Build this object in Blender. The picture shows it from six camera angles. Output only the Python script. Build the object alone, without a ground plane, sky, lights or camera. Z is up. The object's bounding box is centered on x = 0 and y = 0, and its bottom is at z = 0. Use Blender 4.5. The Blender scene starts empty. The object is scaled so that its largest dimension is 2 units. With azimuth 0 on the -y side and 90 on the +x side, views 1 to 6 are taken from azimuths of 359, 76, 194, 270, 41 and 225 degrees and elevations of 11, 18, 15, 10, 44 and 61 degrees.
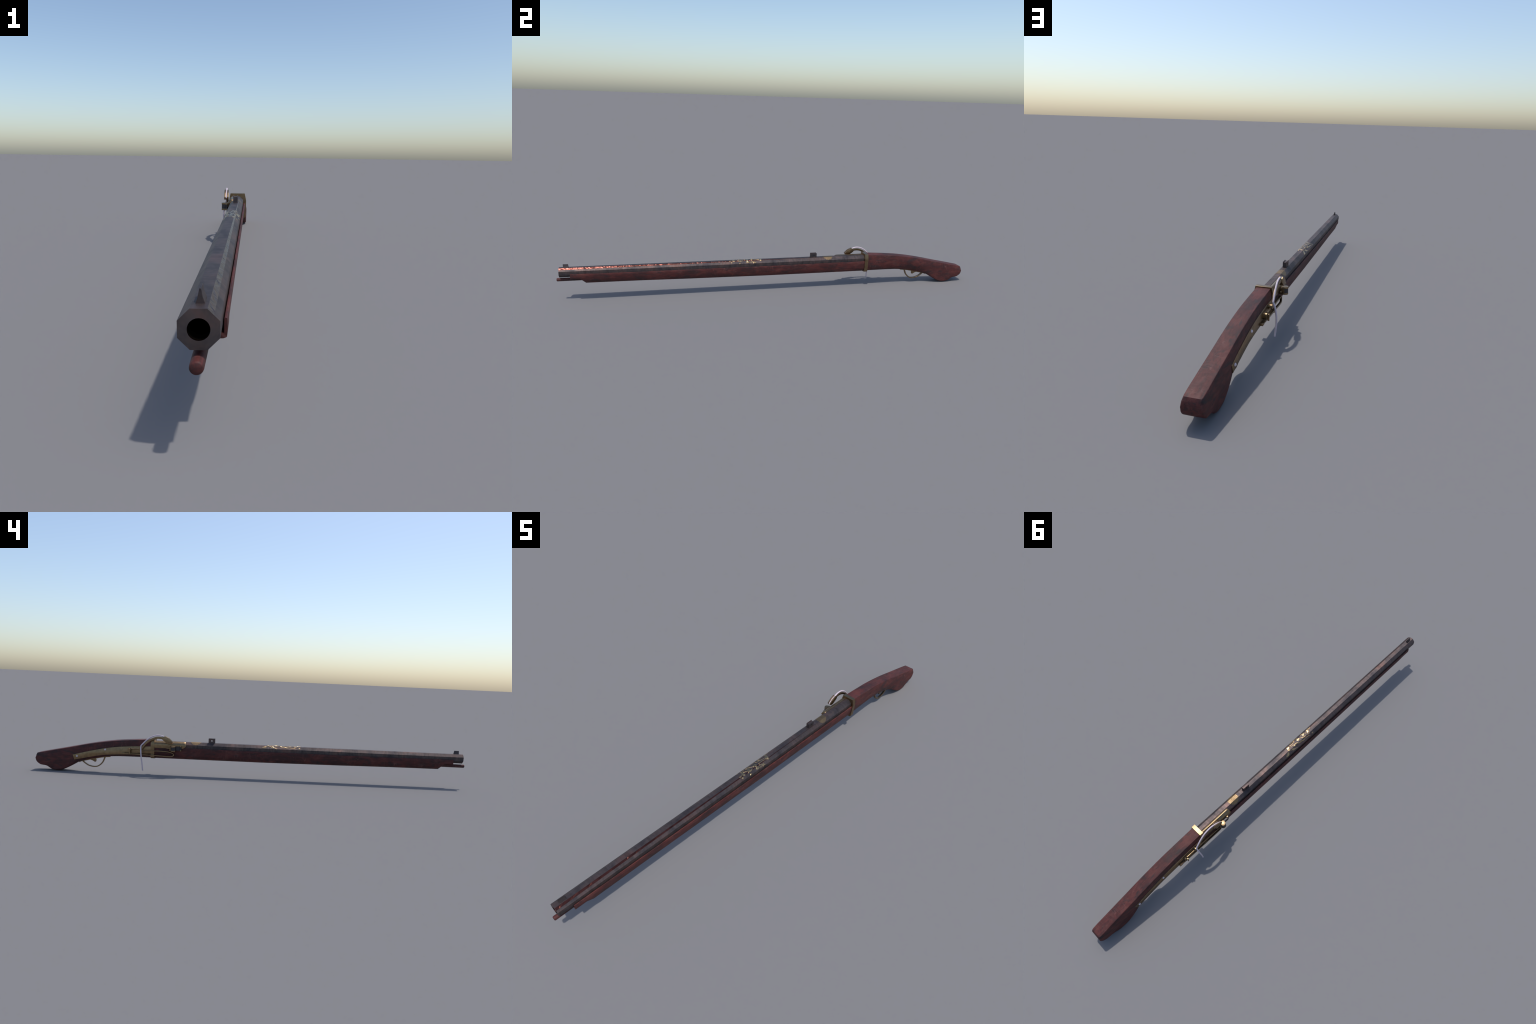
# Japanese matchlock long gun: red lacquered stock, octagonal iron barrel with gold
# inlay, brass lock with serpentine, flash pan, hairpin spring and a white match cord.
import bpy, bmesh, math, random
from mathutils import Vector

CX = 0.0127          # x of the plane of symmetry of stock and barrel
BZ = 0.1353          # height of the bore axis
BR = 0.0209          # octagon, half of the width across flats
MUZZLE, BREECH = -0.9868, 0.4520
T8 = math.tan(math.pi / 8)

# ------------------------------------------------------------------ helpers
def link(ob, parent):
    bpy.context.scene.collection.objects.link(ob)
    ob.parent = parent
    return ob

def finish(name, bm, mat, parent, angle=35, recalc=True):
    if recalc:
        bmesh.ops.recalc_face_normals(bm, faces=bm.faces)
    me = bpy.data.meshes.new(name)
    bm.to_mesh(me); bm.free()
    for p in me.polygons:
        p.use_smooth = True
    me.set_sharp_from_angle(angle=math.radians(angle))
    for m in (mat if isinstance(mat, (list, tuple)) else [mat]):
        me.materials.append(m)
    return link(bpy.data.objects.new(name, me), parent)

def bevel_sharp(bm, width, segs=2, min_angle=30):
    bmesh.ops.recalc_face_normals(bm, faces=bm.faces)
    es = [e for e in bm.edges if len(e.link_faces) == 2 and
          e.calc_face_angle(0) > math.radians(min_angle)]
    if es and width > 0:
        bmesh.ops.bevel(bm, geom=es, offset=width, segments=segs, profile=0.5,
                        affect='EDGES', clamp_overlap=True)

def interp(x, pts):
    """smooth monotone (Fritsch-Carlson like) interpolation through control points"""
    n = len(pts)
    if x <= pts[0][0]: return pts[0][1]
    if x >= pts[-1][0]: return pts[-1][1]
    d = [(pts[i+1][1]-pts[i][1])/(pts[i+1][0]-pts[i][0]) for i in range(n-1)]
    m = [d[0]]
    for i in range(1, n-1):
        m.append(0 if d[i-1]*d[i] <= 0 else 2*d[i-1]*d[i]/(d[i-1]+d[i]))
    m.append(d[-1])
    for i in range(n-1):
        if x <= pts[i+1][0]:
            h = pts[i+1][0]-pts[i][0]; t = (x-pts[i][0])/h
            return ((2*t**3-3*t*t+1)*pts[i][1] + (t**3-2*t*t+t)*h*m[i]
                    + (-2*t**3+3*t*t)*pts[i+1][1] + (t**3-t*t)*h*m[i+1])

def lin(x, pts):
    if x <= pts[0][0]: return pts[0][1]
    for (a, b), (c, d) in zip(pts, pts[1:]):
        if x <= c: return b+(d-b)*(x-a)/(c-a)
    return pts[-1][1]

def fillet(poly, radii, segs=3):
    """round the corners of a closed 2D polygon"""
    out = []
    n = len(poly)
    for i in range(n):
        p = Vector(poly[i]); a = Vector(poly[i-1]); b = Vector(poly[(i+1) % n])
        r = radii[i] if isinstance(radii, (list, tuple)) else radii
        u = (a-p); v = (b-p)
        l = min(r, 0.45*u.length, 0.45*v.length)
        p0 = p+u.normalized()*l; p1 = p+v.normalized()*l
        for k in range(segs+1):
            t = k/segs
            out.append(tuple((1-t)**2*p0 + 2*t*(1-t)*p + t*t*p1))
    return out

def loft(bm, rings, cap=True):
    vs = [[bm.verts.new(p) for p in r] for r in rings]
    n = len(rings[0])
    for a, b in zip(vs, vs[1:]):
        for i in range(n):
            j = (i+1) % n
            bm.faces.new((a[i], a[j], b[j], b[i]))
    if cap:
        bm.faces.new(vs[0][::-1]); bm.faces.new(vs[-1])
    return vs

def prism(bm, poly, x0, x1, axis='x'):
    """extrude a (y,z) polygon along x, or an (x,z) one along y, or (x,y) along z"""
    f = {'x': lambda p, t: (t, p[0], p[1]), 'y': lambda p, t: (p[0], t, p[1]),
         'z': lambda p, t: (p[0], p[1], t)}[axis]
    loft(bm, [[f(p, x0) for p in poly], [f(p, x1) for p in poly]])

def box(bm, x0, x1, y0, y1, z0, z1):
    prism(bm, [(y0, z0), (y1, z0), (y1, z1), (y0, z1)], x0, x1)

def circle(cx, cy, r, n=24):
    return [(cx+r*math.cos(2*math.pi*i/n), cy+r*math.sin(2*math.pi*i/n)) for i in range(n)]

def spline(pts, steps=8):
    """Catmull-Rom through points of any dimension"""
    P = [Vector(p) for p in pts]
    P = [P[0]*2-P[1]]+P+[P[-1]*2-P[-2]]
    out = []
    for i in range(1, len(P)-2):
        for k in range(steps):
            t = k/steps
            a, b, c, d = P[i-1:i+3]
            out.append(0.5*((2*b)+(c-a)*t+(2*a-5*b+4*c-d)*t*t+(3*b-a-3*c+d)*t**3))
    out.append(P[-2].copy())
    return out

def tube(bm, path, radius, n=14):
    rings = []
    up = None
    for i, p in enumerate(path):
        t = (path[min(i+1, len(path)-1)]-path[max(i-1, 0)]).normalized()
        if up is None:
            up = t.orthogonal().normalized()
        up = (up-t*up.dot(t)).normalized()
        s = t.cross(up)
        r = radius(i/(len(path)-1)) if callable(radius) else radius
        rings.append([p+up*r*math.cos(2*math.pi*k/n)+s*r*math.sin(2*math.pi*k/n) for k in range(n)])
    loft(bm, rings)

def strap(bm, path, thick, xa, xb):
    """flat strip that follows a (y,z) path, its width along x (numbers or functions of 0..1)"""
    n = len(path); rings = []
    for i, p in enumerate(path):
        t = (path[min(i+1, n-1)]-path[max(i-1, 0)]).normalized()
        q = Vector((-t[1], t[0])); f = i/(n-1)
        h = (thick(f) if callable(thick) else thick)/2
        a = xa(f) if callable(xa) else xa
        b = xb(f) if callable(xb) else xb
        o, u = p+q*h, p-q*h
        c = min(0.0008, h*0.5)
        rings.append([(a+c, o[0], o[1]), (b-c, o[0], o[1]),
                      (b, *(o-q*c)), (b, *(u+q*c)),
                      (b-c, u[0], u[1]), (a+c, u[0], u[1]),
                      (a, *(u+q*c)), (a, *(o-q*c))])
    loft(bm, rings)

# ---------------------------------------------------------------- materials
class Nodes:
    def __init__(self, name):
        self.mat = bpy.data.materials.new(name)
        self.mat.use_nodes = True
        self.t = self.mat.node_tree
        self.t.nodes.clear()
        self.out = self.t.nodes.new('ShaderNodeOutputMaterial')
        self.bsdf = self.t.nodes.new('ShaderNodeBsdfPrincipled')
        self.t.links.new(self.bsdf.outputs[0], self.out.inputs[0])
        self.co = self.t.nodes.new('ShaderNodeTexCoord').outputs['Object']
    def put(self, sock, v):
        if hasattr(v, 'is_output'): self.t.links.new(v, sock)
        else: sock.default_value = v
    def mapping(self, scale, rot=(0, 0, 0), loc=(0, 0, 0)):
        n = self.t.nodes.new('ShaderNodeMapping')
        n.inputs['Scale'].default_value = scale
        n.inputs['Rotation'].default_value = rot
        n.inputs['Location'].default_value = loc
        self.t.links.new(self.co, n.inputs['Vector'])
        return n.outputs[0]
    def noise(self, vec, scale, detail=3, rough=0.55, dist=0.0):
        n = self.t.nodes.new('ShaderNodeTexNoise')
        self.put(n.inputs['Vector'], vec)
        n.inputs['Scale'].default_value = scale
        n.inputs['Detail'].default_value = detail
        n.inputs['Roughness'].default_value = rough
        n.inputs['Distortion'].default_value = dist
        return n.outputs['Fac']
    def ramp(self, fac, stops, smooth=False):
        n = self.t.nodes.new('ShaderNodeValToRGB')
        if smooth: n.color_ramp.interpolation = 'EASE'
        e = n.color_ramp.elements
        while len(e) < len(stops): e.new(0.5)
        for k, (p, c) in zip(e, stops):
            k.position = p
            k.color = (*c, 1) if isinstance(c, tuple) else (c, c, c, 1)
        self.put(n.inputs[0], fac)
        return n.outputs[0]
    def mix(self, fac, a, b, mode='MIX'):
        n = self.t.nodes.new('ShaderNodeMix')
        n.data_type = 'RGBA'; n.blend_type = mode
        self.put(n.inputs[0], fac)
        self.put(n.inputs[6], (*a, 1) if isinstance(a, tuple) else a)
        self.put(n.inputs[7], (*b, 1) if isinstance(b, tuple) else b)
        return n.outputs[2]
    def math(self, op, a, b=0.0, clamp=False):
        n = self.t.nodes.new('ShaderNodeMath'); n.operation = op; n.use_clamp = clamp
        self.put(n.inputs[0], a); self.put(n.inputs[1], b)
        return n.outputs[0]
    def bump(self, h, strength, dist):
        n = self.t.nodes.new('ShaderNodeBump')
        n.inputs['Strength'].default_value = strength
        n.inputs['Distance'].default_value = dist
        self.put(n.inputs['Height'], h)
        self.t.links.new(n.outputs[0], self.bsdf.inputs['Normal'])
    def set(self, **kw):
        for k, v in kw.items():
            self.put(self.bsdf.inputs[k.replace('_', ' ')], (*v, 1) if isinstance(v, tuple) else v)
        return self.mat

def wood_material():
    m = Nodes('red_lacquered_wood')
    blotch = m.noise(m.mapping((27, 13, 27)), 1.0, 4, 0.6, 0.8)
    col = m.ramp(blotch, [(0.32, (0.034, 0.014, 0.014)), (0.45, (0.060, 0.0162, 0.0152)),
                          (0.57, (0.087, 0.0205, 0.0180)), (0.72, (0.112, 0.035, 0.028))])
    grain = m.noise(m.mapping((140, 9, 140)), 1.0, 5, 0.7, 0.8)
    col = m.mix(0.8, col, m.ramp(grain, [(0.3, 0.62), (0.5, 1.0), (0.72, 1.28)]), 'MULTIPLY')
    dark = m.noise(m.mapping((48, 15, 48), loc=(3, 1, 7)), 1.0, 3, 0.6, 1.4)
    col = m.mix(m.ramp(dark, [(0.54, 0.0), (0.66, 0.72)]), col, (0.025, 0.017, 0.018))
    # dusty pale rub and hairline scratches in the lacquer
    dust = m.noise(m.mapping((60, 25, 60), loc=(9, 2, 4)), 1.0, 5, 0.7)
    col = m.mix(m.ramp(dust, [(0.53, 0.0), (0.74, 0.42)]), col, (0.15, 0.072, 0.062))
    def scratch(rot, sc, loc, w):
        n = m.noise(m.mapping(sc, rot, loc), 1.0, 1, 0.4, 0.2)
        return m.ramp(m.math('ABSOLUTE', m.math('SUBTRACT', n, 0.5)), [(0.0, 1.0), (w, 0.0)])
    s = m.math('MAXIMUM', scratch((0.5, 0.0, 0.7), (9, 60, 9), (1, 5, 2), 0.010),
               scratch((-0.6, 0.1, -0.4), (10, 52, 8), (4, 2, 8), 0.008))
    gate = m.ramp(m.noise(m.mapping((14, 10, 14), loc=(5, 5, 1)), 1.0, 2), [(0.47, 0.0), (0.62, 0.5)])
    s = m.math('MULTIPLY', s, gate)
    col = m.mix(s, col, (0.17, 0.075, 0.065))
    m.bump(grain, 0.25, 0.0006)
    r = m.ramp(dust, [(0.3, 0.56), (0.7, 0.72)])
    return m.set(Base_Color=col, Roughness=r, Specular_IOR_Level=0.33)

def iron_material(name='dark_iron', stripes=True):
    m = Nodes(name)
    patch = m.noise(m.mapping((30, 16, 30)), 1.0, 4, 0.6, 0.4)
    col = m.ramp(patch, [(0.36, (0.066, 0.056, 0.060)), (0.48, (0.090, 0.073, 0.072)),
                         (0.60, (0.113, 0.081, 0.076)), (0.74, (0.136, 0.081, 0.072))])
    streak = m.noise(m.mapping((25, 75, 25)), 1.0, 4, 0.6, 0.8)
    if stripes:
        col = m.mix(0.8, col, m.ramp(streak, [(0.32, 0.68), (0.5, 1.0), (0.7, 1.28)]), 'MULTIPLY')
    fine = m.noise(m.mapping((1, 1, 1)), 420, 3, 0.6)
    m.bump(m.math('ADD', streak, m.math('MULTIPLY', fine, 0.25)), 0.10, 0.0006)
    r = m.ramp(patch, [(0.3, 0.62), (0.7, 0.54)])
    return m.set(Base_Color=col, Roughness=r, Metallic=0.84)

def brass_material(name='aged_brass', bright=1.0, rough=0.36):
    m = Nodes(name)
    n = m.noise(m.mapping((60, 60, 60)), 1.0, 4, 0.65, 0.3)
    k = bright
    col = m.ramp(n, [(0.30, (0.192*k, 0.136*k, 0.080*k)), (0.5, (0.242*k, 0.168*k, 0.096*k)),
                     (0.7, (0.280*k, 0.193*k, 0.109*k))])
    fine = m.noise(m.mapping((1, 1, 1)), 700, 3, 0.6)
    m.bump(m.math('ADD', n, m.math('MULTIPLY', fine, 0.5)), 0.12, 0.0006)
    r = m.ramp(fine, [(0.3, rough-0.05), (0.7, rough+0.08)])
    return m.set(Base_Color=col, Roughness=r, Metallic=1.0)

def gold_material():
    m = Nodes('gold_inlay')
    n = m.noise(m.mapping((110, 110, 110)), 1.0, 3, 0.6)
    col = m.ramp(n, [(0.3, (0.27, 0.188, 0.104)), (0.55, (0.44, 0.305, 0.165)), (0.75, (0.54, 0.37, 0.20))])
    m.bump(n, 0.25, 0.0008)
    return m.set(Base_Color=col, Roughness=0.30, Metallic=1.0)

def plain(name, color, rough, metallic=0.0, var=0.12, scale=150):
    m = Nodes(name)
    n = m.noise(m.mapping((1, 1, 1)), scale, 3, 0.6)
    lo = tuple(c*(1-var) for c in color); hi = tuple(c*(1+var) for c in color)
    col = m.ramp(n, [(0.3, lo), (0.7, hi)])
    m.bump(n, 0.1, 0.0004)
    return m.set(Base_Color=col, Roughness=rough, Metallic=metallic)

def reddish_iron_material():
    m = Nodes('reddish_iron')
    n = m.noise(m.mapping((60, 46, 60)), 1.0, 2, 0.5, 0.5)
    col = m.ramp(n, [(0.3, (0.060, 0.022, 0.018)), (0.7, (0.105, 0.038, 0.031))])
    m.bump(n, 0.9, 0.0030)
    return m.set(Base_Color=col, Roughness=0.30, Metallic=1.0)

WOOD = wood_material()
IRON = iron_material()
IRON_PLAIN = iron_material('dark_iron_block', False)
BRASS = brass_material()
GOLD = gold_material()
CREST = brass_material('worn_gilding', 0.95, 0.50)
REDDISH = reddish_iron_material()
SILVER = plain('silver_rivet', (0.66, 0.56, 0.58), 0.40, 0.4)
CORD = plain('white_match_cord', (0.60, 0.50, 0.54), 0.6, 0.0, 0.06, 400)
PAN_DARK = plain('blackened_iron', (0.050, 0.046, 0.050), 0.5, 0.7)
BORE = plain('bore_black', (0.003, 0.0025, 0.002), 0.95)
BORE.node_tree.nodes['Principled BSDF'].inputs['Specular IOR Level'].default_value = 0.0

# --------------------------------------------------------------------- root
root = bpy.data.objects.new('matchlock_gun', None)
bpy.context.scene.collection.objects.link(root)
root["label"] = "antique matchlock long gun, red wood stock, dark octagonal barrel"
root["category"] = "antique gun"

# -------------------------------------------------------------------- stock
TOP = [(0.448, 0.1628), (0.49, 0.1602), (0.56, 0.1557), (0.61, 0.1518), (0.66, 0.1455), (0.71, 0.1375),
       (0.76, 0.1280), (0.82, 0.1148), (0.87, 0.1040), (0.92, 0.0933), (0.973, 0.0818),
       (0.9925, 0.0774), (0.9970, 0.0702), (1.0, 0.0590)]
BOTTOM = [(0.448, 0.0755), (0.55, 0.0757), (0.61, 0.0750), (0.65, 0.0730), (0.69, 0.0685), (0.73, 0.0604),
          (0.79, 0.0460), (0.808, 0.0392), (0.825, 0.0290), (0.866, 0.0072), (0.878, 0.0022),
          (0.898, 0.0), (0.916, 0.0010), (0.928, 0.0050), (0.952, 0.0190), (0.979, 0.0230),
          (0.9925, 0.0325), (0.9970, 0.0385), (1.0, 0.0500)]
HALF_TOP = [(0.448, 0.0228), (0.60, 0.0230), (0.80, 0.0234), (0.96, 0.0236), (0.985, 0.0230), (0.9925, 0.0218), (1.0, 0.0206)]
HALF_MID = [(0.448, 0.0284), (0.60, 0.0280), (0.80, 0.0284), (0.93, 0.0292), (0.985, 0.0294), (0.9925, 0.0287), (1.0, 0.0265)]
# lower edge of the section: (side height, bottom half width) - round on the wrist, square on the butt
SQUARE = [(0.448, 0.0), (0.74, 0.0), (0.86, 1.0), (1.0, 1.0)]

# the wrist is carved thinner towards its keel
SLIM = [(0.448, 0.0), (0.54, 0.5), (0.64, 1.0), (0.77, 1.0), (0.86, 0.0), (1.0, 0.0)]

def section(w_up, z_up, w, z_side, zb, square, slim=0.0):
    """right half of a section from the upper rim down to the keel"""
    r = (w-0.0020-0.0024*slim, zb+0.0240, w-0.0062-0.0034*slim, zb+0.0098, w-0.0150-0.0030*slim, zb+0.0020)
    q = (w-0.0002, zb+0.0140, w-0.0008, zb+0.0036, w-0.0046, zb+0.0003)
    m = [a+(b-a)*square for a, b in zip(r, q)]
    return [(w_up, z_up), (w, z_side), (m[0], m[1]), (m[2], m[3]), (m[4], m[5]), (0.0060, zb)]

def mirror(half):
    return half+[(-a, b) for a, b in half[::-1]]

def butt_ring(y):
    zt = lin(y, TOP) if y > 0.972 else interp(y, TOP)
    zb = lin(y, BOTTOM) if y > 0.972 else interp(y, BOTTOM)
    wt, wm, sq = interp(y, HALF_TOP), interp(y, HALF_MID), interp(y, SQUARE)
    h = zt-zb
    half = section(wt, zt, wm, zt-min(0.026, 0.36*h), zb, sq, interp(y, SLIM))
    if h < 0.050:                       # flat end of the butt: squeeze the lower rim
        k = h/0.050
        half = half[:2]+[(a, zb+(b-zb)*k) for a, b in half[2:]]
    rad = [0.0016, 0.012, 0.008, 0.0055-0.0035*sq, 0.0055-0.0035*sq, 0.003]
    cx = CX
    return [(cx+a, y, b) for a, b in fillet(mirror(half), rad+rad[::-1])]

WALL_TOP = [(-0.9395, 0.1320), (-0.65, 0.1293), (0.0, 0.1285), (0.46, 0.1300)]
FORE_BOTTOM = [(-0.9395, 0.1090), (-0.9015, 0.1090), (-0.8770, 0.0824), (-0.65, 0.0812),
               (-0.40, 0.0778), (-0.05, 0.0748), (0.46, 0.0748)]
FORE_HALF = [(-0.94, 0.0260), (-0.4, 0.0265), (0.1, 0.0272), (0.46, 0.0282)]
FORE_SQUARE = [(-0.9395, 1.0), (-0.9015, 1.0), (-0.8770, 0.0), (0.46, 0.0)]

def fore_ring(y):
    zt, zb, w, sq = lin(y, WALL_TOP), lin(y, FORE_BOTTOM), lin(y, FORE_HALF), lin(y, FORE_SQUARE)
    wi = BR+0.0014
    half = section(w-0.0006, zt, w, zt-0.008, zb, sq)
    k = min(1.0, (zt-0.009-zb)/0.030)
    half = [(wi, zt-0.0002)]+half[:2]+[(a, zb+(b-zb)*k) for a, b in half[2:]]
    rad = [0.0007, 0.0010, 0.003, 0.006-0.004*sq, 0.005-0.004*sq, 0.005-0.0045*sq, 0.003]
    floor = [(-wi, 0.1150), (wi, 0.1150)]
    return [(CX+a, y, b) for a, b in fillet(mirror(half)+floor, rad+rad[::-1]+[0.001, 0.001])]

bm = bmesh.new()
ys = sorted(set([p[0] for p in FORE_BOTTOM[:-1]]+[-0.9390, -0.9010, -0.8775]+[-0.86+i*0.044 for i in range(30)]+[0.455]))
loft(bm, [fore_ring(y) for y in ys])
ys = sorted(set([0.4500+i*0.008 for i in range(66)]+[0.973]+[0.978, 0.982, 0.986, 0.990, 0.9925, 0.9970, 1.0]))
ys = [y for y in ys if y <= 1.0]
loft(bm, [butt_ring(y) for y in ys])
stock = finish('stock', bm, WOOD, root, 40)

# ------------------------------------------------------------------- barrel
def octagon(r):
    c = r*T8
    return [(c, r), (r, c), (r, -c), (c, -r), (-c, -r), (-r, -c), (-r, c), (-c, r)]

bm = bmesh.new()
oct_pts = octagon(BR)
ring0 = [bm.verts.new((CX+a, MUZZLE, BZ+b)) for a, b in oct_pts]
ring1 = [bm.verts.new((CX+a, BREECH, BZ+b)) for a, b in oct_pts]
# a smoother reddish wedge runs along the upper right facet and narrows to the breech
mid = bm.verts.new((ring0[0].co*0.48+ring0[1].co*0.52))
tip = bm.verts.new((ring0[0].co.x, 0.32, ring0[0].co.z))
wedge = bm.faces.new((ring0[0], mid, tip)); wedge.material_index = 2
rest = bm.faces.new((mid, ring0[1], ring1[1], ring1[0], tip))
bm.faces.new((ring0[7], ring0[0], tip, ring1[0], ring1[7]))
for i in range(1, 7):
    bm.faces.new((ring0[i], ring0[i+1], ring1[i+1], ring1[i]))
bm.faces.new(ring1)
# muzzle face between the octagon and the bore, then the bore with a rusty lip
BORE_R = 0.0115
def bore_ring(y, r):
    return [bm.verts.new((CX+r*math.sin(2*math.pi*(k+0.5)/24+math.pi/8), y,
                          BZ+r*math.cos(2*math.pi*(k+0.5)/24+math.pi/8))) for k in range(24)]
bore = bore_ring(MUZZLE, BORE_R)
for i in range(8):     # vertex i of the octagon stands at 22.5 + 45 i degrees from the top
    seq = [bore[(3*i-1+k) % 24] for k in range(4)]
    outer = (ring0[0], mid, ring0[1]) if i == 0 else (ring0[i], ring0[(i+1) % 8])
    bm.faces.new((*outer, seq[3], seq[2], seq[1], seq[0]))
prev = bore
for y, r, mi in ((MUZZLE+0.0022, BORE_R-0.0002, 2), (MUZZLE+0.40, BORE_R-0.0002, 1)):
    nxt = bore_ring(y, r)
    for k in range(24):
        f = bm.faces.new((prev[k], prev[(k+1) % 24], nxt[(k+1) % 24], nxt[k])); f.material_index = mi
    prev = nxt
f = bm.faces.new(prev); f.material_index = 1
bmesh.ops.recalc_face_normals(bm, faces=bm.faces)
rest_index = list(bm.faces).index(rest)
barrel = finish('barrel', bm, [IRON, BORE, REDDISH], root, 30, recalc=False)
# rest of that facet is flat; normals bent sideways for a pale sky sheen
me = barrel.data
lean = math.radians(52)
normals = [tuple(c.vector) for c in me.corner_normals]
for li in me.polygons[rest_index].loop_indices:
    normals[li] = (math.sin(lean), 0.0, math.cos(lean))
me.normals_split_custom_set(normals)

# front sight: small concave blade
bm = bmesh.new()
prof = [(-0.0052, BZ+BR-0.001), (-0.0042, BZ+BR+0.002), (-0.0027, BZ+BR+0.0065), (-0.0009, BZ+BR+0.0155),
        (0.0009, BZ+BR+0.0155), (0.0027, BZ+BR+0.0065), (0.0044, BZ+BR+0.002), (0.0052, BZ+BR-0.001)]
loft(bm, [[(CX+a, -0.9690, z) for a, z in prof],
          [(CX+a, -0.9460+(z-BZ-BR)*-0.08, z) for a, z in prof]])
bevel_sharp(bm, 0.0003, 1)
finish('front_sight', bm, IRON_PLAIN, barrel, 30)

# rear sight: block with a grooved top and a cross hole
bm = bmesh.new()
hw, z0, z1, g = 0.0070, BZ+BR-0.001, 0.1768, 0.0026
prof = [(-hw, z0), (hw, z0), (hw, z1), (hw-0.0021, z1), (hw-0.0026, z1-g), (-hw+0.0026, z1-g), (-hw+0.0021, z1), (-hw, z1)]
prism(bm, [(CX+a, b) for a, b in prof], 0.1690, 0.1990, 'y')
bmesh.ops.recalc_face_normals(bm, faces=bm.faces)
rear = finish('rear_sight', bm, IRON_PLAIN, barrel, 30)
bm = bmesh.new()
prism(bm, circle(0.1840, 0.1662, 0.0036, 20), CX-0.02, CX+0.02)
cut = finish('hole_cutter', bm, IRON_PLAIN, None)
md = rear.modifiers.new('hole', 'BOOLEAN'); md.object = cut; md.operation = 'DIFFERENCE'; md.solver = 'EXACT'
bpy.context.view_layer.update()
me = bpy.data.meshes.new_from_object(rear.evaluated_get(bpy.context.evaluated_depsgraph_get()))
me.name = 'rear_sight'
rear.modifiers.clear(); rear.data = me
me.set_sharp_from_angle(angle=math.radians(30))
bpy.data.objects.remove(cut)

# ---- gold inlay, laid on the unrolled upper facets (s along the barrel, v around it)
def on_barrel(y, v, h):
    """point at height h above the facet; v = 0 on the middle of the top flat"""
    e = BR*T8
    sgn = 1 if v >= 0 else -1
    a = abs(v)
    if a <= e:
        p = (a, BR); n = (0, 1)
    elif a <= 3*e:
        d = (a-e)*math.sqrt(0.5); p = (e+d, BR-d); n = (math.sqrt(0.5), math.sqrt(0.5))
    else:
        p = (BR, e-(a-3*e)); n = (1, 0)
    k = min(1, abs(a-e)/0.002, abs(a-3*e)/0.002)
    if k < 1:                       # ease the normal over an edge
        m = (math.sin(math.pi/8), math.cos(math.pi/8)) if abs(a-e) < abs(a-3*e) else (math.cos(math.pi/8), math.sin(math.pi/8))
        n = (n[0]*k+m[0]*(1-k), n[1]*k+m[1]*(1-k))
    return (CX+sgn*(p[0]+n[0]*h), y, BZ+p[1]+n[1]*h)

def tendril(bm, pts, width, height=0.0007, steps=8, across=6):
    path = spline(pts, steps)
    n = len(path); rows = []
    for i, p in enumerate(path):
        t = (path[min(i+1, n-1)]-path[max(i-1, 0)]).normalized()
        q = Vector((-t[1], t[0])); w = width(i/(n-1))
        rows.append([bm.verts.new(on_barrel(*(p+q*w*(2*k/across-1)),
                     height*(1-(2*k/across-1)**2)-0.00012)) for k in range(across+1)])
    for a, b in zip(rows, rows[1:]):
        for k in range(across):
            bm.faces.new((a[k], a[k+1], b[k+1], b[k]))

def taper(w, a=0.25, b=0.25):
    return lambda f: w*(a+(1-a)*min(1, f*3))*(b+(1-b)*min(1, (1-f)*3))
def leaf(w):
    return lambda f: max(0.00015, w*math.sin(math.pi*min(1, max(0, f**0.8)))**0.8)

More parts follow.
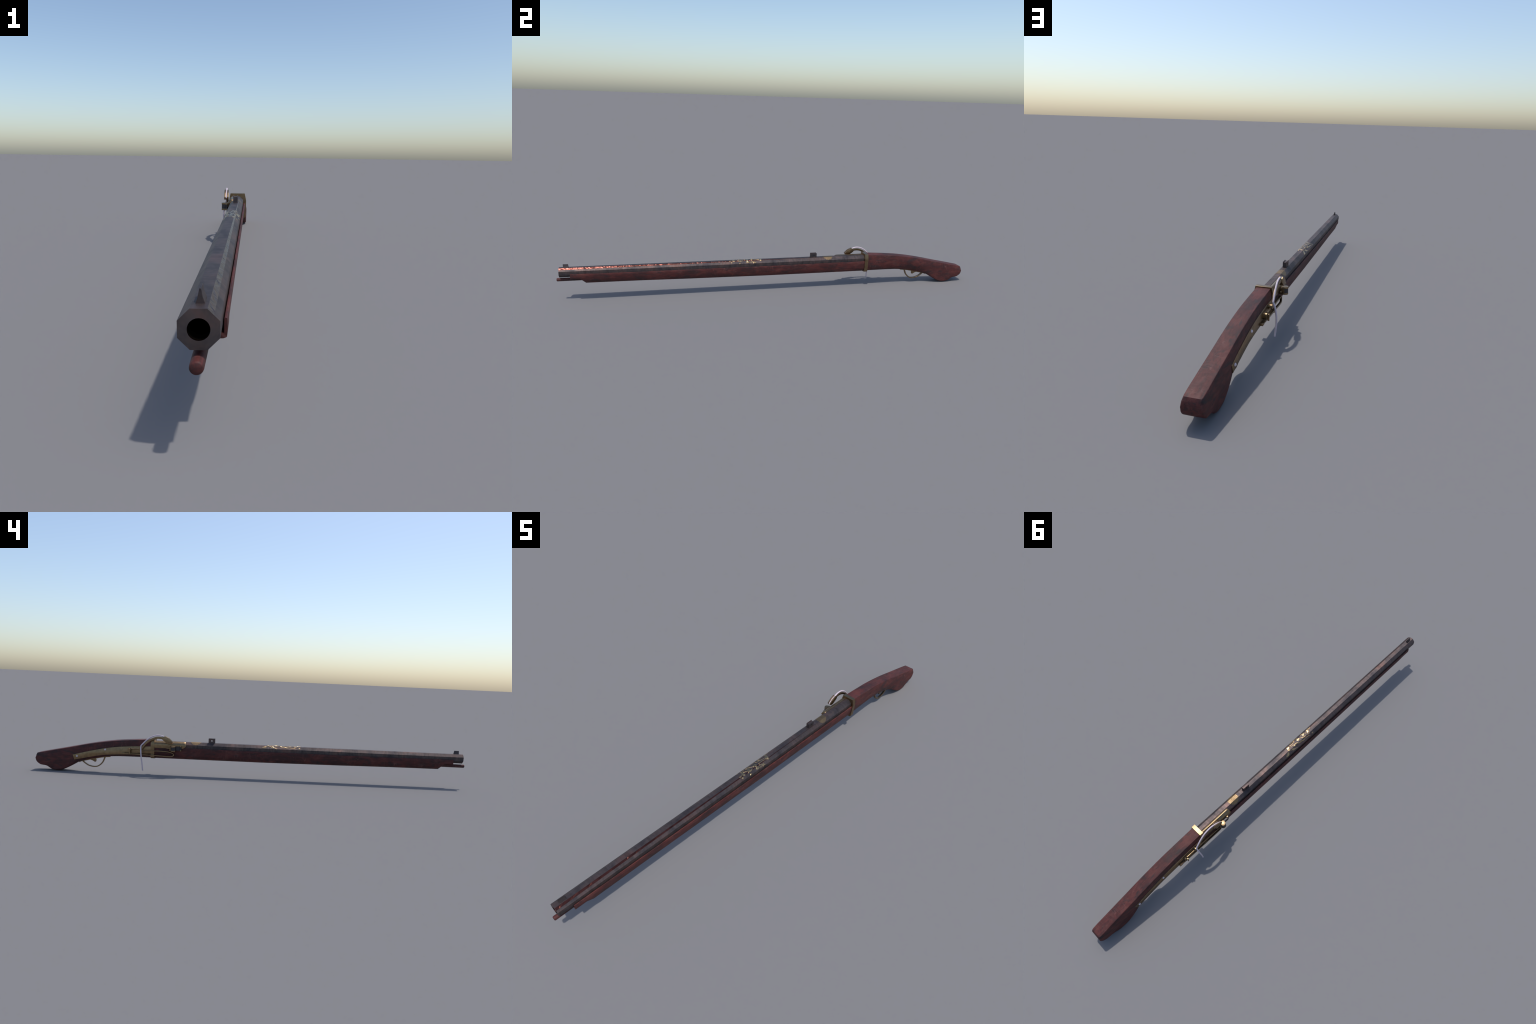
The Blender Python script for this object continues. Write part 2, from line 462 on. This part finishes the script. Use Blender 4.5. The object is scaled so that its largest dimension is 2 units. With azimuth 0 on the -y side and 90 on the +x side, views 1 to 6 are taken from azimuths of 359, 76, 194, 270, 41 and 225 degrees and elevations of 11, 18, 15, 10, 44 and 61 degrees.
rng = random.Random(5)
bm = bmesh.new()
V = [  # (points (y, v), width profile)
    ([(-0.083, 0.004), (-0.098, 0.000), (-0.114, -0.003), (-0.1295, -0.005), (-0.141, -0.0130), (-0.155, -0.0140),
      (-0.1667, -0.0172), (-0.180, -0.0162), (-0.200, -0.0185), (-0.207, -0.0215)], taper(0.0017)),
    ([(-0.0905, 0.0055), (-0.0855, 0.0035), (-0.079, -0.001)], leaf(0.0048)),
    ([(-0.086, 0.002), (-0.080, -0.006), (-0.0745, -0.012), (-0.066, -0.0175)], taper(0.0016)),
    ([(-0.072, -0.0135), (-0.062, -0.0195), (-0.0490, -0.0230)], leaf(0.0046)),
    ([(-0.078, -0.009), (-0.092, -0.0155), (-0.1036, -0.0188), (-0.114, -0.0215), (-0.1214, -0.0258)], taper(0.0015)),
    ([(-0.095, -0.0135), (-0.101, -0.0175), (-0.108, -0.0175)], leaf(0.0040)),
    ([(-0.1135, -0.0030), (-0.116, -0.0080), (-0.122, -0.0085)], leaf(0.0020)),
    ([(-0.0735, -0.0065), (-0.0780, 0.0000), (-0.0810, 0.0085), (-0.0820, 0.0135)], taper(0.0022)),
    ([(-0.076, 0.0125), (-0.0825, 0.0120), (-0.090, 0.0100)], leaf(0.0026)),
    ([(-0.086, 0.0065), (-0.097, 0.0075), (-0.109, 0.0050), (-0.120, 0.0060), (-0.131, 0.0045)], taper(0.0014)),
    ([(-0.139, 0.0025), (-0.1480, 0.0030), (-0.158, 0.0035)], leaf(0.0052)),
    ([(-0.147, 0.0060), (-0.1465, 0.0125), (-0.1440, 0.0185), (-0.1360, 0.0215)], taper(0.0024)),
    ([(-0.137, 0.0150), (-0.1450, 0.0180), (-0.1540, 0.0190)], leaf(0.0042)),
    ([(-0.104, 0.0240), (-0.1120, 0.0200), (-0.1200, 0.0170), (-0.1300, 0.0135)], leaf(0.0030)),
    ([(-0.108, 0.0150), (-0.1150, 0.0205), (-0.1180, 0.0270)], taper(0.0020)),
    ([(-0.122, 0.0235), (-0.1300, 0.0210), (-0.1380, 0.0200)], leaf(0.0017)),
    ([(-0.157, 0.0030), (-0.168, -0.0030), (-0.1772, -0.0075), (-0.188, -0.0090)], taper(0.0018)),
    ([(-0.174, -0.0020), (-0.1850, 0.0045), (-0.1900, 0.0080)], leaf(0.0036)),
    ([(-0.166, 0.0085), (-0.1750, 0.0108), (-0.1850, 0.0110), (-0.194, 0.0145)], leaf(0.0024)),
    ([(-0.179, 0.0205), (-0.1827, 0.0233), (-0.1880, 0.0260)], leaf(0.0024)),
    ([(-0.188, 0.0060), (-0.197, 0.0010), (-0.206, -0.0030)], taper(0.0014)),
    ([(-0.204, -0.0045), (-0.2110, 0.0010), (-0.2165, 0.0060)], leaf(0.0044)),
    ([(-0.206, 0.0125), (-0.2110, 0.0100), (-0.2200, 0.0085)], leaf(0.0028)),
    ([(-0.219, 0.0050), (-0.2283, 0.0080), (-0.2330, 0.0060)], leaf(0.0022)),
    ([(-0.218, 0.0180), (-0.2224, 0.0175), (-0.2280, 0.0180)], leaf(0.0030)),
    ([(-0.219, -0.0190), (-0.2235, -0.0190), (-0.2280, -0.0185)], leaf(0.0022)),
    ([(-0.196, -0.0070), (-0.2030, -0.0105), (-0.2120, -0.0105)], leaf(0.0022)),
]
for pts, w in V:
    tendril(bm, pts, (lambda f, w=w: 1.42*w(f)), height=0.0008)
for k in range(8):          # little curls filling the scroll work
    y = rng.uniform(-0.21, -0.085); v = rng.uniform(-0.018, 0.022); a = rng.uniform(0, 6.28); r = rng.uniform(0.003, 0.006)
    tendril(bm, [(y+r*(1-f*0.6)*math.cos(a+4*f), v+r*(1-f*0.6)*math.sin(a+4*f)) for f in (0, 0.25, 0.5, 0.75, 1)],
            taper(0.0008), height=0.0005, steps=5)
ob = finish('gold_scroll_inlay', bm, GOLD, barrel, 50)
ob["kind"] = "stuff"

# round gold crest with radiating petals in front of the lock
bm = bmesh.new()
CY, CR, PET = 0.2575, 0.0252, 16
for k in range(PET):
    a0 = 2*math.pi*k/PET
    rows = []
    for i in range(13):
        f = i/12
        r = 0.0060+(CR-0.0060)*f
        r2 = r
        hw = math.pi/PET*0.97*(1 if f < 0.85 else math.sqrt(max(0, 1-((f-0.85)/0.155)**2)))
        rows.append([bm.verts.new(on_barrel(CY+r2*math.cos(a0+hw*(j/3-1)), r2*math.sin(a0+hw*(j/3-1)),
                     0.0004+0.00015*(1-(j/3-1)**2))) for j in range(7)])
    for a, b in zip(rows, rows[1:]):
        for j in range(6):
            bm.faces.new((a[j], a[j+1], b[j+1], b[j]))
rows = []
for i in range(5):
    r = 0.0056*i/4+0.0001
    rows.append([bm.verts.new(on_barrel(CY+r*math.cos(2*math.pi*j/20), r*math.sin(2*math.pi*j/20),
                 0.0009-0.0006*(i/4)**2)) for j in range(20)])
for a, b in zip(rows, rows[1:]):
    for j in range(20):
        bm.faces.new((a[j], a[(j+1) % 20], b[(j+1) % 20], b[j]))
bm.faces.new(rows[0])
ob = finish('gold_crest_inlay', bm, CREST, barrel, 50)

# ------------------------------------------------------------------ ramrod
bm = bmesh.new()
RZ, RR, RX = 0.1007, 0.0075, CX-0.0012
prof = [(-1.0, 0.0058), (-0.9992, 0.0067), (-0.9978, 0.0073), (-0.9955, RR), (-0.86, RR)]
loft(bm, [[(RX+r*math.cos(2*math.pi*k/24), y, RZ+r*math.sin(2*math.pi*k/24)) for k in range(24)] for y, r in prof])
finish('ramrod', bm, WOOD, root, 50)

# ------------------------------------------------------------- barrel band
bm = bmesh.new()
half = [(0.0264, 0.1662), (0.0322, 0.1395), (0.0296, 0.0800), (0.0272, 0.0762), (0.0130, 0.0738)]
poly = half+[(-a, b) for a, b in half[::-1]]
rad = [0.0010, 0.008, 0.0015, 0.0015, 0.004]
prism(bm, [(CX+a, b) for a, b in fillet(poly, rad+rad[::-1])], 0.4465, 0.4637, 'y')
bevel_sharp(bm, 0.0006, 2, 60)
band = finish('barrel_band', bm, BRASS, root, 20)
bm = bmesh.new()                 # lug that carries the spring
box(bm, -0.0245, -0.0150, 0.4470, 0.4632, 0.0835, 0.0955)
bevel_sharp(bm, 0.0008)
finish('spring_lug', bm, BRASS, band, 30)

# ------------------------------------------------------------ fence (cover)
bm = bmesh.new()
rings = []
for y, zt, zb in [(0.3000, 0.1500, 0.1415), (0.3008, 0.1530, 0.1385), (0.3025, 0.1552, 0.1355), (0.3060, 0.1570, 0.1318),
                  (0.3100, 0.1576, 0.1290), (0.3155, 0.1578, 0.1268), (0.38, 0.1578, 0.1262), (0.448, 0.1578, 0.1258)]:
    d = 0.1578-zt
    poly = [(0.0026, zt-0.0045), (0.0020, zt-0.0018), (-0.0058, zt+0.0003), (-0.0160, max(zt-0.0085, zb+0.001)),
            (-0.0182, max(zt-0.0150, zb+0.0005)), (-0.0182, zb), (-0.0060, zb)]
    rings.append([(a, y, b) for a, b in fillet(poly, [0.0005, 0.0008, 0.0022, 0.004, 0.004, 0.001, 0.0005], 3)])
loft(bm, rings)
fence = finish('pan_fence', bm, BRASS, root, 24)

# -------------------------------------------------------------- flash pan
def pan_outline(r, x_in=-0.0165, xc=-0.0300, yc=0.3580):
    pts = [(x_in, yc-r)]
    pts += [(xc-r*math.sin(math.pi*k/16), yc-r*math.cos(math.pi*k/16)) for k in range(17)]
    return pts+[(x_in, yc+r)]
bm = bmesh.new()
prism(bm, pan_outline(0.0112), 0.1180, 0.1340, 'z')
box(bm, -0.0270, -0.0160, 0.3270, 0.3480, 0.1185, 0.1365)
prism(bm, circle(-0.0213, 0.3247, 0.0041, 16), 0.1200, 0.1350, 'z')
pan = finish('flash_pan', bm, PAN_DARK, root, 35)
bm = bmesh.new()
prism(bm, pan_outline(0.0116), 0.1335, 0.1392, 'z'); bevel_sharp(bm, 0.0006, 2)
finish('pan_cover', bm, BRASS, pan, 24)
bm = bmesh.new()
prism(bm, pan_outline(0.0116), 0.1130, 0.1186, 'z'); bevel_sharp(bm, 0.0006, 2)
finish('pan_base', bm, BRASS, pan, 24)
bm = bmesh.new()
prism(bm, circle(-0.0213, 0.3247, 0.0044, 16), 0.1345, 0.1402, 'z'); bevel_sharp(bm, 0.0008, 2)
ob = finish('pan_pin_cap', bm, BRASS, pan, 24)
bm = bmesh.new()
prism(bm, circle(-0.0213, 0.3247, 0.0044, 16), 0.1155, 0.1210, 'z'); bevel_sharp(bm, 0.0008, 2)
finish('pan_pin_cap', bm, BRASS, pan, 24)
bm = bmesh.new()
box(bm, -0.0315, -0.0165, 0.3690, 0.3742, 0.1150, 0.1375)
tube(bm, [Vector((-0.0222, 0.3735+0.0160*k/4, 0.1268)) for k in range(5)], 0.0036, 12)
bevel_sharp(bm, 0.0006, 1)
finish('pan_hinge', bm, BRASS, pan, 24)

# ------------------------------------------------------------- lock plate
PL_TOP = [(0.8255, 0.0765), (0.7800, 0.0893), (0.7294, 0.1018), (0.6763, 0.1134), (0.6232, 0.1217), (0.5812, 0.1256),
          (0.5400, 0.1286), (0.4864, 0.1306), (0.4550, 0.1318)]
PL_BOT = [(0.4550, 0.0985), (0.5000, 0.0935), (0.5595, 0.0893), (0.6100, 0.0873), (0.6632, 0.0835), (0.7031, 0.0784),
          (0.7617, 0.0663), (0.8185, 0.0538)]
bm = bmesh.new()
poly = [tuple(p) for p in spline(PL_TOP, 3)]+[tuple(p) for p in spline(PL_BOT, 3)]
prism(bm, poly, -0.0176, -0.0100)
bevel_sharp(bm, 0.0007, 2, 50)
plate = finish('lock_plate', bm, BRASS, root, 24)

def rivet_mesh(r=0.0049, h=0.0044):
    bm = bmesh.new()
    rings = []
    for f in (0.0, 0.35, 0.65, 0.85, 0.96):
        rr = r*math.sqrt(1-f*f)
        rings.append([(-h*f, rr*math.cos(2*math.pi*k/16), rr*math.sin(2*math.pi*k/16)) for k in range(16)])
    loft(bm, rings)
    return bm
rv = finish('rivet', rivet_mesh(), SILVER, plate, 60)
rv.location = (-0.0174, 0.8055, 0.0708)
r2 = rv.copy(); link(r2, plate); r2.location = (-0.0174, 0.6742, 0.1070)

# sear bar, stop block and hub of the serpentine
bm = bmesh.new()
tube(bm, [Vector((-0.0252, 0.5090+0.0450*k/6, 0.1174)) for k in range(7)], 0.0034, 12)
finish('sear_bar', bm, BRASS, plate, 20)
bm = bmesh.new()
prism(bm, fillet([(0.5560, 0.1180), (0.5620, 0.1208), (0.5685, 0.1180), (0.5690, 0.1050), (0.5640, 0.1000), (0.5560, 0.1005)], 0.001, 2), -0.0300, -0.0160)
prism(bm, fillet([(0.5530, 0.1165), (0.5600, 0.1165), (0.5590, 0.0945), (0.5560, 0.0945)], 0.001, 2), -0.0350, -0.0295)
bevel_sharp(bm, 0.0006)
finish('sear_stop', bm, BRASS, plate, 20)
bm = bmesh.new()
prism(bm, circle(0.5075, 0.1205, 0.0075, 24), -0.0308, -0.0165)
bevel_sharp(bm, 0.0010)
finish('serpentine_hub', bm, BRASS, plate, 20)

# -------------------------------------------------------------- mainspring
bm = bmesh.new()
path = spline([(0.4980, 0.1100), (0.4560, 0.1116), (0.4150, 0.1122), (0.3810, 0.1100), (0.3630, 0.1045), (0.3562, 0.0972),
               (0.3625, 0.0905), (0.3810, 0.0884), (0.4420, 0.0908), (0.5100, 0.0922), (0.5580, 0.0938), (0.5880, 0.0950)], 6)
shift = lambda f: -0.005*math.exp(-((f-0.46)/0.14)**2)
strap(bm, path, 0.0046, lambda f: -0.0262-shift(f), lambda f: -0.0186-shift(f))
spring = finish('mainspring', bm, BRASS, root, 40)
bm = bmesh.new()
box(bm, -0.0270, -0.0165, 0.5810, 0.5960, 0.0918, 0.0985)
bevel_sharp(bm, 0.0008)
finish('spring_anchor', bm, BRASS, spring, 35)

# -------------------------------------------------------------- serpentine
bm = bmesh.new()
arm = [(0.5065, 0.1165, 0.0070), (0.4960, 0.1302, 0.0085), (0.4825, 0.1470, 0.0090), (0.4585, 0.1645, 0.0090), (0.4310, 0.1742, 0.0100), (0.4000, 0.1728, 0.0100)]
sp = spline(arm, 8)
strap(bm, [Vector((p[0], p[1])) for p in sp], lambda f: lin(f, [(i/5, a[2]) for i, a in enumerate(arm)]),
      lambda f: lin(f, [(0, -0.0310), (0.6, -0.0316), (1, -0.0305)]), lambda f: lin(f, [(0, -0.0222), (0.6, -0.0232), (1, -0.0212)]))
# forked jaw: a cheek either side of a bridge that carries the cord
jaw = [(0.4078, 0.1672), (0.4060, 0.1780), (0.3960, 0.1832), (0.3760, 0.1738), (0.3612, 0.1592), (0.3612, 0.1556), (0.3665, 0.1498),
       (0.3750, 0.1482), (0.3839, 0.1493), (0.3991, 0.1598)]
jaw_low = [(0.4070, 0.1672), (0.4040, 0.1735), (0.3955, 0.1750), (0.3815, 0.1675), (0.3690, 0.1550), (0.3695, 0.1508),
           (0.3755, 0.1488), (0.3837, 0.1497), (0.3988, 0.1602)]
prism(bm, fillet(jaw, 0.0012, 2), -0.0330, -0.0288)
prism(bm, fillet(jaw, 0.0012, 2), -0.0229, -0.0187)
prism(bm, fillet(jaw_low, 0.0010, 2), -0.0292, -0.0225)
bevel_sharp(bm, 0.0007, 2, 40)
serp = finish('serpentine', bm, BRASS, root, 24)
bm = bmesh.new()
prism(bm, circle(0.3860, 0.1640, 0.0018, 14), -0.0334, -0.0183)
bevel_sharp(bm, 0.0005, 1)
finish('jaw_pin', bm, BRASS, serp, 35)

# -------------------------------------------------------------- match cord
bm = bmesh.new()
up_part = spline([(-0.0258, 0.3640, 0.1548), (-0.0258, 0.3740, 0.1648), (-0.0257, 0.3860, 0.1735), (-0.0256, 0.3990, 0.1790), (-0.0258, 0.4120, 0.1838),
                  (-0.0264, 0.4243, 0.1850), (-0.0270, 0.4380, 0.1838), (-0.0276, 0.4520, 0.1795), (-0.0290, 0.4731, 0.1668),
                  (-0.0302, 0.4910, 0.1500), (-0.0310, 0.5045, 0.1356)], 6)
down = spline([(-0.0314, 0.5052, 0.1340), (-0.0360, 0.5052, 0.1220), (-0.0395, 0.5040, 0.1060), (-0.0418, 0.5020, 0.0850), (-0.0412, 0.4995, 0.0640), (-0.0390, 0.4975, 0.0420), (-0.0366, 0.4958, 0.0205)], 8)
tube(bm, up_part+down, 0.0030)
finish('match_cord', bm, CORD, serp, 50)

# ------------------------------------------------- trigger guard and trigger
bm = bmesh.new()
base = spline([(0.8040, 0.0405), (0.7900, 0.0458), (0.7600, 0.0530), (0.7300, 0.0600), (0.7000, 0.0664), (0.6800, 0.0694), (0.6590, 0.0714)], 5)
strap(bm, base, 0.0042, CX-0.0070, CX+0.0062)
loop = spline([(0.7880, 0.0450), (0.7760, 0.0355), (0.7620, 0.0268), (0.7470, 0.0222), (0.7308, 0.0208), (0.7180, 0.0232),
               (0.7063, 0.0305), (0.6940, 0.0440), (0.6850, 0.0640), (0.6840, 0.0680)], 6)
strap(bm, loop, 0.0052, CX-0.0058, CX+0.0042)
guard = finish('trigger_guard', bm, BRASS, root, 40)
bm = bmesh.new()
prism(bm, fillet([(0.7560, 0.0565), (0.7520, 0.0520), (0.7420, 0.0490), (0.7320, 0.0428), (0.7265, 0.0435), (0.7240, 0.0520), (0.7270, 0.0620)], 0.0015, 2),
      CX-0.0030, CX+0.0030)
bevel_sharp(bm, 0.0005)
finish('trigger', bm, BRASS, root, 24)
